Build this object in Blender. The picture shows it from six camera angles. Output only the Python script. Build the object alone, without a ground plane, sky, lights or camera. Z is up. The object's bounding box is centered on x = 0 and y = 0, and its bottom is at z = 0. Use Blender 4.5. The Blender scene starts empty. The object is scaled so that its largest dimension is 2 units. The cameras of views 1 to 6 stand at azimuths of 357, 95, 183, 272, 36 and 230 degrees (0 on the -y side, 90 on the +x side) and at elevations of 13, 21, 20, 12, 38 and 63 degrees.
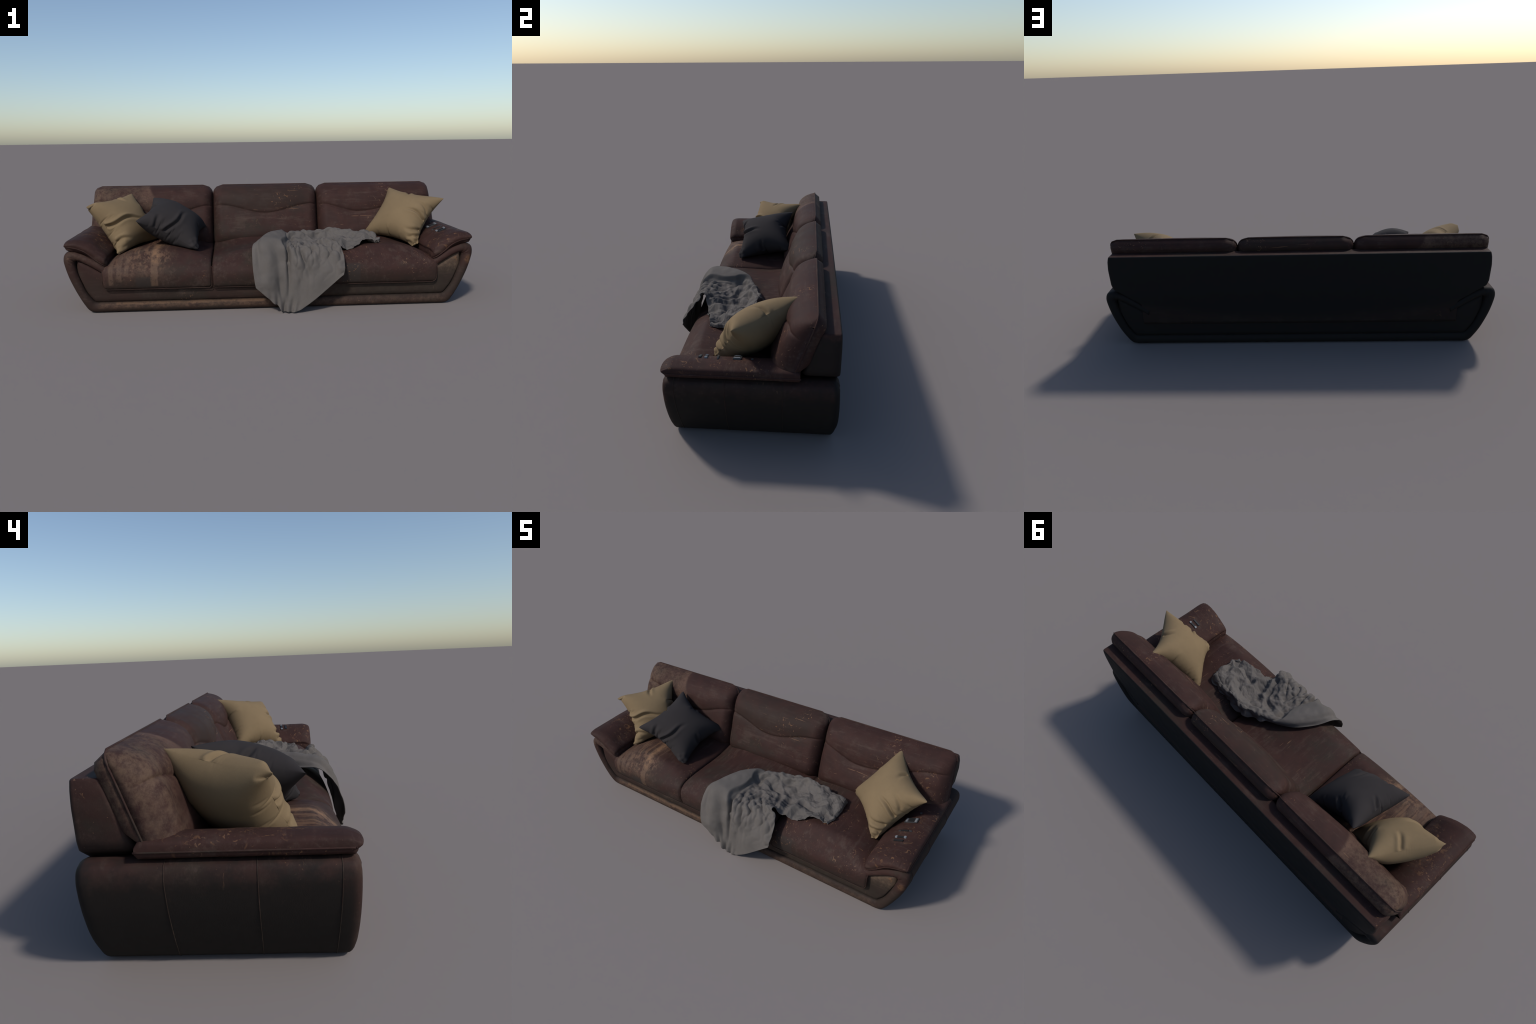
import bpy, bmesh, math
import numpy as np
from mathutils import Matrix, Vector
from mathutils.bvhtree import BVHTree

RNG = np.random.default_rng(11)

# ----------------------------------------------------------------------------
# small numeric helpers
# ----------------------------------------------------------------------------
def smooth(a, b, x):
    t = np.clip((np.asarray(x, float) - a) / (b - a), 0, 1)
    return t * t * (3 - 2 * t)

def spline(pts, n, tension=1.0):
    """Centripetal-ish resample of a Catmull-Rom curve through pts, n points."""
    p = np.asarray(pts, float)
    p = np.vstack([2 * p[0] - p[1], p, 2 * p[-1] - p[-2]])
    m = len(p) - 3
    t = np.linspace(0, m - 1e-9, n)
    i = t.astype(int)
    f = (t - i)[:, None]
    a, b, c, d = p[i], p[i + 1], p[i + 2], p[i + 3]
    return 0.5 * (2 * b + tension * (c - a) * f + (2 * a - 5 * b + 4 * c - d) * f ** 2
                  + (3 * b - a - 3 * c + d) * f ** 3)

def resample(p, n):
    """Equal arc length resampling of a dense polyline."""
    p = np.asarray(p, float)
    s = np.r_[0, np.cumsum(np.linalg.norm(np.diff(p, axis=0), axis=1))]
    q = np.linspace(0, s[-1], n)
    return np.stack([np.interp(q, s, p[:, k]) for k in range(p.shape[1])], 1)

_PERM = np.random.default_rng(3).permutation(256)
_PERM = np.r_[_PERM, _PERM, _PERM[:2]]
_GRAD = np.random.default_rng(4).normal(size=(256, 3))
_GRAD /= np.linalg.norm(_GRAD, axis=1)[:, None]

def perlin(Q):
    i = np.floor(Q).astype(int)
    f = Q - i
    i &= 255
    w = f * f * f * (f * (f * 6 - 15) + 10)
    out = 0
    for dx in (0, 1):
        for dy in (0, 1):
            for dz in (0, 1):
                h = _PERM[_PERM[_PERM[i[:, 0] + dx] + i[:, 1] + dy] + i[:, 2] + dz]
                dot = (_GRAD[h] * (f - np.array([dx, dy, dz]))).sum(1)
                out = out + dot * (w[:, 0] if dx else 1 - w[:, 0]) * (w[:, 1] if dy else 1 - w[:, 1]) * (w[:, 2] if dz else 1 - w[:, 2])
    return out * 1.6

def fbm(P, scale, octaves=3, seed=0.0):
    P = np.asarray(P, float)
    flat = P.reshape(-1, 3)
    out = np.zeros(len(flat))
    amp, tot, sc = 1.0, 0.0, scale
    for o in range(octaves):
        out += amp * perlin(flat * sc + np.array([seed, -seed * .7, o * 3.1 + seed * .3]) + 50.0)
        tot += amp
        amp *= .5
        sc *= 2.03
    return (out / tot).reshape(P.shape[:-1])

# ----------------------------------------------------------------------------
# mesh helpers
# ----------------------------------------------------------------------------
def make_object(name, verts, faces, mat, parent=None, smooth_shade=True):
    me = bpy.data.meshes.new(name)
    me.from_pydata([tuple(v) for v in verts], [], faces)
    bm = bmesh.new()
    bm.from_mesh(me)
    bmesh.ops.remove_doubles(bm, verts=bm.verts, dist=1e-6)
    bmesh.ops.recalc_face_normals(bm, faces=bm.faces)
    bm.to_mesh(me)
    bm.free()
    if smooth_shade:
        me.polygons.foreach_set("use_smooth", [True] * len(me.polygons))
    me.materials.append(mat)
    ob = bpy.data.objects.new(name, me)
    bpy.context.collection.objects.link(ob)
    ob.parent = parent
    return ob

def grid_faces(nu, nv, wrap_u=False, wrap_v=False, off=0):
    f = []
    for i in range(nu if wrap_u else nu - 1):
        for j in range(nv if wrap_v else nv - 1):
            a, b = (i + 1) % nu, (j + 1) % nv
            f.append((off + i * nv + j, off + a * nv + j, off + a * nv + b, off + i * nv + b))
    return f

def loft(name, rings, mat, parent, caps=True):
    """rings: (n, m, 3) closed rings lofted along the first index."""
    R = np.asarray(rings)
    n, m, _ = R.shape
    faces = grid_faces(n, m, wrap_v=True)
    verts = R.reshape(-1, 3).tolist()
    if caps:
        for row in (0, n - 1):
            c = len(verts)
            verts.append(R[row].mean(0).tolist())
            for j in range(m):
                faces.append((row * m + j, row * m + (j + 1) % m, c))
    return make_object(name, verts, faces, mat, parent)

def tube(name, path, radius, mat, parent, sides=8, closed=False):
    p = np.asarray(path, float)
    n = len(p)
    if closed:
        t = np.roll(p, -1, 0) - np.roll(p, 1, 0)
    else:
        t = np.gradient(p, axis=0)
    t /= np.linalg.norm(t, axis=1)[:, None] + 1e-12
    ref = np.array([.12, .31, .94])
    u = np.cross(t, ref)
    u /= np.linalg.norm(u, axis=1)[:, None] + 1e-9
    for i in range(1, n):
        if u[i] @ u[i - 1] < 0:
            u[i] *= -1
    w = np.cross(t, u)
    a = np.linspace(0, 2 * np.pi, sides, endpoint=False)
    R = p[:, None] + radius * (u[:, None] * np.cos(a)[None, :, None] + w[:, None] * np.sin(a)[None, :, None])
    if closed:
        return make_object(name, R.reshape(-1, 3), grid_faces(n, sides, True, True), mat, parent)
    return loft(name, R, mat, parent)

# ----------------------------------------------------------------------------
# materials
# ----------------------------------------------------------------------------
class Graph:
    def __init__(self, name):
        self.mat = bpy.data.materials.new(name)
        self.mat.use_nodes = True
        self.t = self.mat.node_tree
        self.t.nodes.clear()
        self.out = self.t.nodes.new("ShaderNodeOutputMaterial")
        self.bsdf = self.t.nodes.new("ShaderNodeBsdfPrincipled")
        self.t.links.new(self.bsdf.outputs[0], self.out.inputs[0])
        tc = self.t.nodes.new("ShaderNodeTexCoord")
        self.obj = tc.outputs["Object"]
        s = self.t.nodes.new("ShaderNodeSeparateXYZ")
        self.t.links.new(self.obj, s.inputs[0])
        self.x, self.y, self.z = s.outputs

    def put(self, sock, v):
        if isinstance(v, bpy.types.NodeSocket):
            self.t.links.new(v, sock)
        elif isinstance(v, (tuple, list)) and sock.type == "RGBA" and len(v) == 3:
            sock.default_value = (*v, 1)
        else:
            sock.default_value = v

    def m(self, op, a, b=0.0, c=None, clamp=False):
        n = self.t.nodes.new("ShaderNodeMath")
        n.operation = op
        n.use_clamp = clamp
        self.put(n.inputs[0], a)
        self.put(n.inputs[1], b)
        if c is not None:
            self.put(n.inputs[2], c)
        return n.outputs[0]

    def mul(self, *v):
        r = v[0]
        for k in v[1:]:
            r = self.m("MULTIPLY", r, k)
        return r

    def step(self, v, lo, hi, a=0.0, b=1.0):
        n = self.t.nodes.new("ShaderNodeMapRange")
        n.interpolation_type = "SMOOTHSTEP"
        if lo > hi:
            lo, hi, a, b = hi, lo, b, a
        for k, q in zip(range(5), (v, lo, hi, a, b)):
            self.put(n.inputs[k], q)
        return n.outputs[0]

    def mix(self, f, a, b, mode="MIX"):
        n = self.t.nodes.new("ShaderNodeMix")
        n.data_type = "RGBA"
        n.blend_type = mode
        self.put(n.inputs[0], f)
        self.put(n.inputs[6], a)
        self.put(n.inputs[7], b)
        return n.outputs[2]

    def mapped(self, scale=(1, 1, 1), rot=(0, 0, 0), loc=(0, 0, 0)):
        n = self.t.nodes.new("ShaderNodeMapping")
        self.t.links.new(self.obj, n.inputs[0])
        n.inputs["Location"].default_value = loc
        n.inputs["Rotation"].default_value = rot
        n.inputs["Scale"].default_value = scale
        return n.outputs[0]

    def noise(self, scale, detail=3, rough=.55, vec=None, dist=0.0):
        n = self.t.nodes.new("ShaderNodeTexNoise")
        self.t.links.new(vec or self.obj, n.inputs["Vector"])
        n.inputs["Scale"].default_value = scale
        n.inputs["Detail"].default_value = detail
        n.inputs["Roughness"].default_value = rough
        n.inputs["Distortion"].default_value = dist
        return n.outputs[0]

    def box(self, c, h, soft=.02, wobble=None, amount=.0):
        """soft box mask, None half size = unbounded in that axis."""
        r = None
        for ax, cc, hh in zip((self.x, self.y, self.z), c, h):
            if hh is None:
                continue
            d = self.m("ABSOLUTE", self.m("SUBTRACT", ax, cc))
            if wobble is not None:
                d = self.m("ADD", d, self.mul(self.m("SUBTRACT", wobble, .5), amount))
            k = self.step(d, hh - soft, hh + soft, 1, 0)
            r = k if r is None else self.mul(r, k)
        return r

    def finish(self, col, rough, spec=.3, bump=None, bump_strength=.1, bump_dist=.002, sheen=0.0):
        b = self.bsdf
        self.put(b.inputs["Base Color"], col)
        self.put(b.inputs["Roughness"], rough)
        b.inputs["Specular IOR Level"].default_value = spec
        if sheen:
            b.inputs["Sheen Weight"].default_value = sheen
            b.inputs["Sheen Roughness"].default_value = .5
        if bump is not None:
            n = self.t.nodes.new("ShaderNodeBump")
            n.inputs["Strength"].default_value = bump_strength
            n.inputs["Distance"].default_value = bump_dist
            self.put(n.inputs["Height"], bump)
            self.t.links.new(n.outputs[0], b.inputs["Normal"])
        return self.mat

RED = (.0455, .0222, .0186)
RED_DEEP = (.0355, .0185, .0158)
OLIVE = (.0300, .0232, .0185)
TAN = (.165, .095, .058)
TAN_DULL = (.098, .062, .044)
ORANGE = (.165, .086, .044)
SMUDGE = (.033, .027, .024)

def leather(name, flakes=.5, scratch=.5, olive=.4, scratch_axis="x", patches=(), seed=0.0, baked_low_ao=.5, black=None):
    g = Graph(name)
    off = (seed * 1.7, seed * .9, seed * 2.3)
    v0 = g.mapped(loc=off)
    big = g.noise(3.2, 4, .6, v0)
    mid = g.noise(17, 4, .62, v0)
    fine = g.noise(130, 3, .7, v0)
    streak_v = g.mapped((6, 60, 60) if scratch_axis == "x" else (60, 6, 60) if scratch_axis == "y" else (60, 60, 6), loc=off)
    streak = g.noise(1.0, 4, .65, streak_v)
    col = g.mix(g.step(mid, .35, .68), RED_DEEP, RED)
    # grimy olive areas, then ambient occlusion painted in olive toward the floor
    grime = g.m("ADD", big, g.mul(g.m("SUBTRACT", mid, .5), .45))
    grime = g.step(grime, .60 - .3 * olive, .82 - .3 * olive)
    col = g.mix(g.mul(grime, .85), col, OLIVE)
    if baked_low_ao:
        zz = g.m("ADD", g.z, g.mul(g.m("SUBTRACT", mid, .5), .12))
        col = g.mix(g.mul(g.step(zz, .22, .11), baked_low_ao), col, OLIVE)
    # faint lighter streaks
    col = g.mix(g.mul(g.step(streak, .52, .80), .35), col, (.080, .046, .037))
    col = g.mix(g.mul(g.step(fine, .55, .75), .25), col, (.078, .046, .038))
    # dusty scuffing over everything
    dust = g.m("ADD", g.noise(9, 5, .7, g.mapped(loc=(seed, 2, 4))), g.mul(g.m("SUBTRACT", streak, .5), .5))
    col = g.mix(g.mul(g.step(dust, .50, .72), .38), col, (.078, .054, .043))
    # worn patches
    for p in patches:
        kind, c, h = p["kind"], p["c"], p["h"]
        wob = mid
        mk = g.box(c, h, p.get("soft", .02), wob, p.get("wobble", .03))
        if "diag" in p:          # straight slanted limit  a*x + b*z < d
            a_, b_, d_ = p["diag"]
            q = g.m("ADD", g.mul(g.x, a_), g.mul(g.z, b_))
            mk = g.mul(mk, g.step(q, d_ - .010, d_ + .006, 1, 0))
        if kind == "mottle":
            tex = g.m("ADD", g.mul(g.noise(44, 6, .75, v0), .85), g.mul(mid, .25))
            mk = g.mul(mk, g.step(tex, .40, .74))
            col = g.mix(g.mul(mk, p.get("s", .9)), col, p.get("col", TAN_DULL))
        elif kind == "stripe":
            tex = g.step(g.noise(60, 5, .75, v0), .30, .52)
            col = g.mix(g.mul(mk, tex, p.get("s", .8)), col, p.get("col", TAN_DULL))
        elif kind == "flake":
            tex = g.noise(p.get("scale", 30), 3, .6, g.mapped(loc=(seed, 3 + seed, 6)), p.get("dist", 1.8))
            cut = p.get("cut", .60)
            col = g.mix(g.mul(mk, g.step(tex, cut, cut + .03), p.get("s", .8)), col, p.get("col", ORANGE))
        elif kind == "streak":
            tex = g.step(streak, .46, .62)
            col = g.mix(g.mul(mk, tex, p.get("s", .8)), col, p.get("col", TAN))
        else:
            col = g.mix(g.mul(mk, p.get("s", .7)), col, p.get("col", SMUDGE))
    # flaked spots
    if flakes:
        f1 = g.noise(36, 2, .5, g.mapped(loc=(4 + seed, 1, 7)), 1.6)
        f2 = g.noise(5.5, 2, .5, g.mapped(loc=(1, 5 + seed, 2)))
        fl = g.mul(g.step(f1, .665, .69), g.step(f2, .62 - .2 * flakes, .70 - .2 * flakes))
        col = g.mix(g.mul(fl, .65), col, ORANGE)
        f3 = g.noise(75, 2, .5, g.mapped(loc=(2 + seed, 8, 3)), .8)
        fl3 = g.mul(g.step(f3, .66, .69), g.step(f2, .66 - .3 * flakes, .74 - .3 * flakes))
        col = g.mix(g.mul(fl3, .6), col, TAN)
    # thin scratches in two slanted directions
    if scratch:
        for k, (rot, cut) in enumerate((((.3, .45, .5), .715), ((.7, -.6, -.8), .715), ((-.4, .15, 1.2), .725))):
            sc = (5, 110, 110) if scratch_axis == "x" else (110, 5, 110)
            if k == 2:
                sc = (110, 110, 9)
            sv = g.mapped(sc, rot, (seed + 3 * k, seed, k))
            s1 = g.noise(1.0, 2, .5, sv)
            gate = g.step(g.noise(4.5, 2, .5, g.mapped(loc=(k * 2.1, seed, 5))), .60 - .22 * scratch, .70 - .22 * scratch)
            col = g.mix(g.mul(g.step(s1, cut, cut + .03), gate, .55), col, (.19, .105, .060))
    # near-black sides and rear
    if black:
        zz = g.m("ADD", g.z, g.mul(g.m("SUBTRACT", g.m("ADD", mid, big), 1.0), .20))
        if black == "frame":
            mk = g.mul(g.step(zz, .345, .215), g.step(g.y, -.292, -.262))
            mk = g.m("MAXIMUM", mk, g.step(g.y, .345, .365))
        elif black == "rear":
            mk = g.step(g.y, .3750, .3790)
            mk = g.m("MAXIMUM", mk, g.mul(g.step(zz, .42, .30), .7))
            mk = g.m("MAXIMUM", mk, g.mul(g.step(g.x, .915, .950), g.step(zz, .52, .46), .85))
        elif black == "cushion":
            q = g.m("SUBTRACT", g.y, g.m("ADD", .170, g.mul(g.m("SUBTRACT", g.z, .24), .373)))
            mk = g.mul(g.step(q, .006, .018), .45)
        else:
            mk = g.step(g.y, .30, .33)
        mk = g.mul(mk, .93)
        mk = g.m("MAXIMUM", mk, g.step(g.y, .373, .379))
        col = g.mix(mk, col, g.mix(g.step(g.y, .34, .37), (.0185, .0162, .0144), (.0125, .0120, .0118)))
    rough = g.m("ADD", .52, g.mul(mid, .25))
    grain = g.m("ADD", g.noise(420, 2, .5, v0), g.mul(g.noise(60, 3, .6, v0), .6))
    return g.finish(col, rough, .09, grain, .25, .0009)

def fabric(name, col, col2, weave=700, sheen=.15, stain=None):
    g = Graph(name)
    big = g.noise(9, 4, .6)
    fine = g.noise(weave, 2, .6)
    c = g.mix(g.step(big, .35, .7), col, col2)
    c = g.mix(g.mul(g.step(fine, .35, .7), .35), c, tuple(k * .72 for k in col))
    if stain:
        c = g.mix(g.mul(g.step(g.noise(30, 4, .7), .62, .72), .35), c, stain)
    return g.finish(c, .92, .12, fine, .3, .0008, sheen)

def plain(name, col, rough, metallic=0.0):
    g = Graph(name)
    c = g.mix(g.mul(g.noise(90, 3), .5), col, tuple(k * .6 for k in col))
    g.finish(c, rough, .4)
    g.bsdf.inputs["Metallic"].default_value = metallic
    return g.mat

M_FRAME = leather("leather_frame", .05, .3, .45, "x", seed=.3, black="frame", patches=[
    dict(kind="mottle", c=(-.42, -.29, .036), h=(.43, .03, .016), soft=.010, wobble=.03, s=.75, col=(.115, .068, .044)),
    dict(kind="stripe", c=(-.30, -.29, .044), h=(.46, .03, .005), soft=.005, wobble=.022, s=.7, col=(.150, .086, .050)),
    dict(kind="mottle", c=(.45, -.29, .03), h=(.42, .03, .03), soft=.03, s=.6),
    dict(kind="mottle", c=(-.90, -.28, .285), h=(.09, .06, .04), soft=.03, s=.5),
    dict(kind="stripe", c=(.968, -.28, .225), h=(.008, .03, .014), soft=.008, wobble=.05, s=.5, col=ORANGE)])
M_APRON = leather("leather_apron", .1, .2, .6, "x", seed=1.4, black="apron", patches=[
    dict(kind="smudge", c=(.90, -.27, .240), h=(.085, .06, .040), soft=.035, wobble=.06, s=.5, col=(.110, .074, .052)),
    dict(kind="mottle", c=(.90, -.27, .225), h=(.085, .06, .06), soft=.03, s=.7, col=(.13, .088, .060)),
    dict(kind="mottle", c=(.55, -.27, .09), h=(.30, .06, .05), soft=.05, s=.45, col=(.08, .062, .046)),
    dict(kind="smudge", c=(.62, -.27, .09), h=(.32, .06, .08), soft=.06, s=.55, col=OLIVE)])
M_SEAT = [
    leather("leather_seat_worn", .25, .35, .25, "y", seed=2.2, baked_low_ao=.8, patches=[
        dict(kind="mottle", c=(-.66, -.22, .27), h=(.15, .16, .10), soft=.06, s=.6, col=(.105, .067, .047)),
        dict(kind="streak", c=(-.63, -.10, .27), h=(.13, .22, .08), soft=.06, s=.5),
        dict(kind="stripe", c=(-.775, -.3, .215), h=(.011, .2, .075), soft=.004, wobble=.012, s=.75),
        dict(kind="stripe", c=(-.735, -.3, .235), h=(.011, .2, .075), soft=.004, wobble=.012, s=.7),
        dict(kind="stripe", c=(-.700, -.3, .250), h=(.010, .2, .065), soft=.004, wobble=.012, s=.5),
        dict(kind="stripe", c=(-.568, -.3, .235), h=(.017, .25, .10), soft=.004, wobble=.014, s=.7, col=(.118, .074, .050)),
        dict(kind="mottle", c=(-.565, -.19, .29), h=(.014, .10, .05), soft=.008, s=.9, col=(.24, .135, .075)),
        dict(kind="smudge", c=(-.620, -.3, .155), h=(.036, .05, .025), soft=.006, wobble=.01, s=.7)]),
    leather("leather_seat_middle", .2, .65, .45, "y", seed=3.1, baked_low_ao=.8),
    leather("leather_seat_flaked", .5, .55, .3, "y", seed=4.6, baked_low_ao=.7, patches=[
        dict(kind="smudge", c=(.385, -.3, .175), h=(.045, .06, .045), soft=.006, wobble=.01, s=.7, col=SMUDGE)])]
M_BACK = [
    leather("leather_back_worn", .15, .35, .2, "x", seed=5.5, baked_low_ao=0, patches=[
        dict(kind="mottle", c=(-.82, .2, .52), h=(.26, .3, .075), soft=.05, s=.62, col=(.112, .072, .049), diag=(1.0, .75, -.228)),
        dict(kind="mottle", c=(-.97, .2, .42), h=(.10, .3, .16), soft=.06, s=.62, col=(.112, .072, .049)),
        dict(kind="stripe", c=(-.655, .2, .525), h=(.028, .3, .04), soft=.02, s=.45, col=(.125, .073, .052), diag=(1.0, .75, -.228))]),
    leather("leather_back_grimy", .40, .75, .38, "x", seed=6.2, baked_low_ao=0, patches=[
        dict(kind="smudge", c=(0.0, .14, .50), h=(.25, .2, .07), soft=.05, wobble=.12, s=.5, col=OLIVE)]),
    leather("leather_back_flaked", .55, .6, .2, "x", seed=7.7, baked_low_ao=0)]
M_PAD = [leather("leather_pad_scuffed", .35, .7, .2, "x", seed=8.3, baked_low_ao=0, patches=[
             dict(kind="flake", c=(-.86, -.10, .34), h=(.07, .10, .06), soft=.05, wobble=.06, cut=.57, scale=24, s=.55),
             dict(kind="flake", c=(-.95, .02, .34), h=(.04, .14, .06), soft=.04, wobble=.06, cut=.60, scale=28, s=.5)]),
         leather("leather_pad_flaked", .35, .6, .2, "x", seed=9.4, baked_low_ao=0, patches=[
             dict(kind="flake", c=(.93, -.215, .34), h=(.05, .06, .06), soft=.03, wobble=.06, cut=.605, scale=30, s=.65),
             dict(kind="flake", c=(.83, -.240, .30), h=(.05, .06, .08), soft=.03, wobble=.06, cut=.60, scale=28, s=.7),
             dict(kind="flake", c=(.945, -.07, .34), h=(.035, .06, .06), soft=.03, wobble=.06, cut=.61, scale=36, s=.5)])]
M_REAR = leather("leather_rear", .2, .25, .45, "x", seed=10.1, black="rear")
M_PIPE = leather("leather_piping", 0, .2, .3, "x", seed=11.0, baked_low_ao=.5)
M_SEAM = leather("leather_seam", 0, 0, .9, "x", seed=12.0, baked_low_ao=1.0)
M_TAN = fabric("tan_cotton", (.205, .145, .081), (.184, .130, .073), 500, 0, (.16, .112, .06))
M_GREY = fabric("charcoal_cotton", (.0345, .0300, .0300), (.0305, .0268, .0270), 500, .0)
M_BLANKET = fabric("grey_linen", (.120, .106, .096), (.105, .094, .086), 380, .0)
M_BLACK = plain("black_plastic", (.018, .018, .019), .45)
M_DARKGREY = plain("grey_plastic", (.050, .050, .052), .5)
M_STEEL = plain("brushed_steel", (.22, .23, .245), .5, .1)

# ----------------------------------------------------------------------------
# sofa
# ----------------------------------------------------------------------------
sofa = bpy.data.objects.new("leather_sofa", None)
bpy.context.collection.objects.link(sofa)
sofa["label"] = "worn dark brown leather three-seat sofa with padded armrests"
sofa["category"] = "sofa"

YF, YB = -.292, .378

# --- frame: boat-shaped band; the section is a long rounded bar from front to back
OUT = [(0, 0), (.45, 0), (.80, 0), (.868, .000), (.893, .010), (.912, .036), (.941, .090), (.974, .168), (.993, .235),
       (.9965, .270), (.986, .296), (.953, .306), (.905, .295), (.855, .268), (.812, .238), (.770, .210)]
INN = [(0, .050), (.45, .050), (.80, .050), (.846, .050), (.862, .053), (.874, .066), (.901, .108), (.930, .185), (.942, .230),
       (.944, .248), (.940, .258), (.925, .258), (.893, .242), (.855, .219), (.823, .199), (.780, .170)]
half = 150
uo, ui = spline(OUT, half), spline(INN, half)
outer = np.vstack([np.c_[-uo[::-1, 0], uo[::-1, 1]], uo[1:]])
inner = np.vstack([np.c_[-ui[::-1, 0], ui[::-1, 1]], ui[1:]])

def y_front(z):
    return YF + .006 * (1 - smooth(0, .08, z)) ** 1.6 - .004 * np.sin(np.clip(z / .3, 0, 1) * np.pi)

def y_back(z):
    return YB - .012 * (1 - smooth(0, .12, z)) ** 1.5 + .004 * np.sin(np.clip(z / .3, 0, 1) * np.pi)

rings = []
for (ox, oz), (ix, iz) in zip(outer, inner):
    zc = .5 * (oz + iz)
    yf, yb = float(y_front(zc)), float(y_back(zc))
    RAD = .019 + .005 * float(smooth(.02, .10, zc))
    ring = []
    ys = np.linspace(yf + RAD, yb - RAD, 30)
    for y in ys:
        # sides belly out a touch between front and back
        bel = .002 * (1 - ((y - .04) / .34) ** 2)
        nx, nz = ox - ix, oz - iz
        l = math.hypot(nx, nz) + 1e-9
        k = bel if abs(ox) > .89 and oz > .02 and oz < .3 else 0
        ring.append((ox + nx / l * k, y, oz + nz / l * k))
    for th in np.linspace(0, np.pi, 12)[1:-1]:
        s = .5 - .5 * math.cos(th)
        ring.append((ox + (ix - ox) * s, yb - RAD + RAD * math.sin(th), oz + (iz - oz) * s))
    for y in ys[::-1]:
        ring.append((ix, y, iz))
    for th in np.linspace(np.pi, 0, 12)[1:-1]:
        s = .5 - .5 * math.cos(th)
        ring.append((ox + (ix - ox) * s, yf + RAD - RAD * math.sin(th), oz + (iz - oz) * s))
    rings.append(ring)
R = np.array(rings)
# puckered leather where the rim turns at the armrest corner
for sx in (-1, 1):
    d = np.sqrt((R[..., 0] - sx * .955) ** 2 + (R[..., 2] - .265) ** 2)
    ang = np.arctan2(R[..., 2] - .255, sx * (R[..., 0] - sx * .945))
    ends = smooth(YF + .10, YF + .02, R[..., 1]) + smooth(YB - .08, YB - .02, R[..., 1])
    w = np.exp(-(d / .035) ** 2) * ends * .0018 * np.sin(ang * 9 + 1.0) * smooth(.976, .955, np.abs(R[..., 0]))
    R[..., 1] += w
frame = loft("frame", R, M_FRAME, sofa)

# stitched seams running over the sides
for sx in (-1, 1):
    for y0, y1 in ((.165, .162), (-.052, -.055), (-.246, -.242)):
        path = []
        for (ox, oz), (ix, iz) in zip(uo, ui):
            if oz < .008 and ox < .88:
                continue
            if oz > .2 and ox < .96:
                continue
            l = math.hypot(ox - ix, oz - iz) + 1e-9
            yy = y0 + (y1 - y0) * float(smooth(.30, .0, oz)) ** 1.5
            bel = .002 * (1 - ((yy - .04) / .34) ** 2) if .02 < oz < .3 else 0
            path.append((sx * (ox + (ox - ix) / l * bel), yy, oz + (oz - iz) / l * bel))
        tube("side_seam", resample(path, 60), .0016, M_SEAM, frame, 6)

# --- apron: padded board filling the frame, front and back in one
inn_low = ui[(ui[:, 0] > .80) & (np.arange(half) < np.argmax(ui[:, 0]) + 1)]
inn_up = ui[np.argmax(ui[:, 0]):]

def apron_low(x):
    return np.interp(abs(x), inn_low[:, 0], inn_low[:, 1], left=.05) - .006

def apron_up(x):
    return np.interp(abs(x), inn_up[::-1, 0], inn_up[::-1, 1], left=.17) + .006

xs = np.r_[np.linspace(-.9435, -.80, 34), np.linspace(-.79, .79, 60), np.linspace(.80, .9435, 34)]
rings = []
for x in xs:
    lo, hi = float(apron_low(x)), float(apron_up(x))
    if abs(x) < .80:
        hi = .215
    ring = []
    ss = .5 - .5 * np.cos(np.linspace(0, np.pi, 16))
    dx = .9435 - abs(x)
    for s in ss:
        z = lo + (hi - lo) * s
        d = min(z - lo, hi - z if abs(x) > .80 else 1, dx * .8)
        bulge = math.sqrt(max(0, 1 - (1 - min(1, max(d, 0) / .028)) ** 2))
        ring.append((x, -.252 - .026 * bulge - .004 * math.sin(math.pi * min(1, z / .25)), z))
    for s in ss[::-1]:
        z = lo + (hi - lo) * s
        d = min(z - lo, hi - z if abs(x) > .80 else 1, dx * .8)
        bulge = math.sqrt(max(0, 1 - (1 - min(1, max(d, 0) / .028)) ** 2))
        ring.append((x, .343 + .024 * bulge, z))
    rings.append(ring)
loft("apron", rings, M_APRON, sofa)

# --- seat cushions
SEAT_PROFILE = [(-.262, .122), (-.282, .117), (-.296, .121), (-.303, .140), (-.305, .180), (-.299, .208), (-.281, .229), (-.250, .241), (-.205, .245),
                (-.13, .244), (-.04, .240), (.03, .239), (.10, .244), (.16, .252), (.20, .250)]
XG1, XG2 = -.2925, .3015
SEATS = [(-.8185, XG1 - .0012, -1), (XG1 + .0012, XG2 - .0012, 0), (XG2 + .0012, .8185, 1)]

def seat_dome(x):
    for a, b, side in SEATS:
        if a <= x <= b or (side == -1 and x < a) or (side == 1 and x > b):
            xn = np.clip((x - .5 * (a + b)) / (.5 * (b - a)), -1, 1)
            z = .050 * (1 - abs(xn) ** 2.3)
            if side and xn * side > 0:
                z -= .016 * abs(xn) ** 2
            return z
    return 0.0

def seat_top(x, y):
    """height of the seat surface, used to rest the blanket on"""
    top = SEAT_PROFILE[5:]
    z = np.interp(y, [p[0] for p in top], [p[1] for p in top], left=.12)
    w = smooth(-.30, -.20, y)
    dome = np.interp(x, _dx, _dz)
    return np.where(y < -.300, .0, z + dome * w)

_dx = np.linspace(-1, 1, 401)
_dz = np.array([seat_dome(x) for x in _dx])

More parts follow.
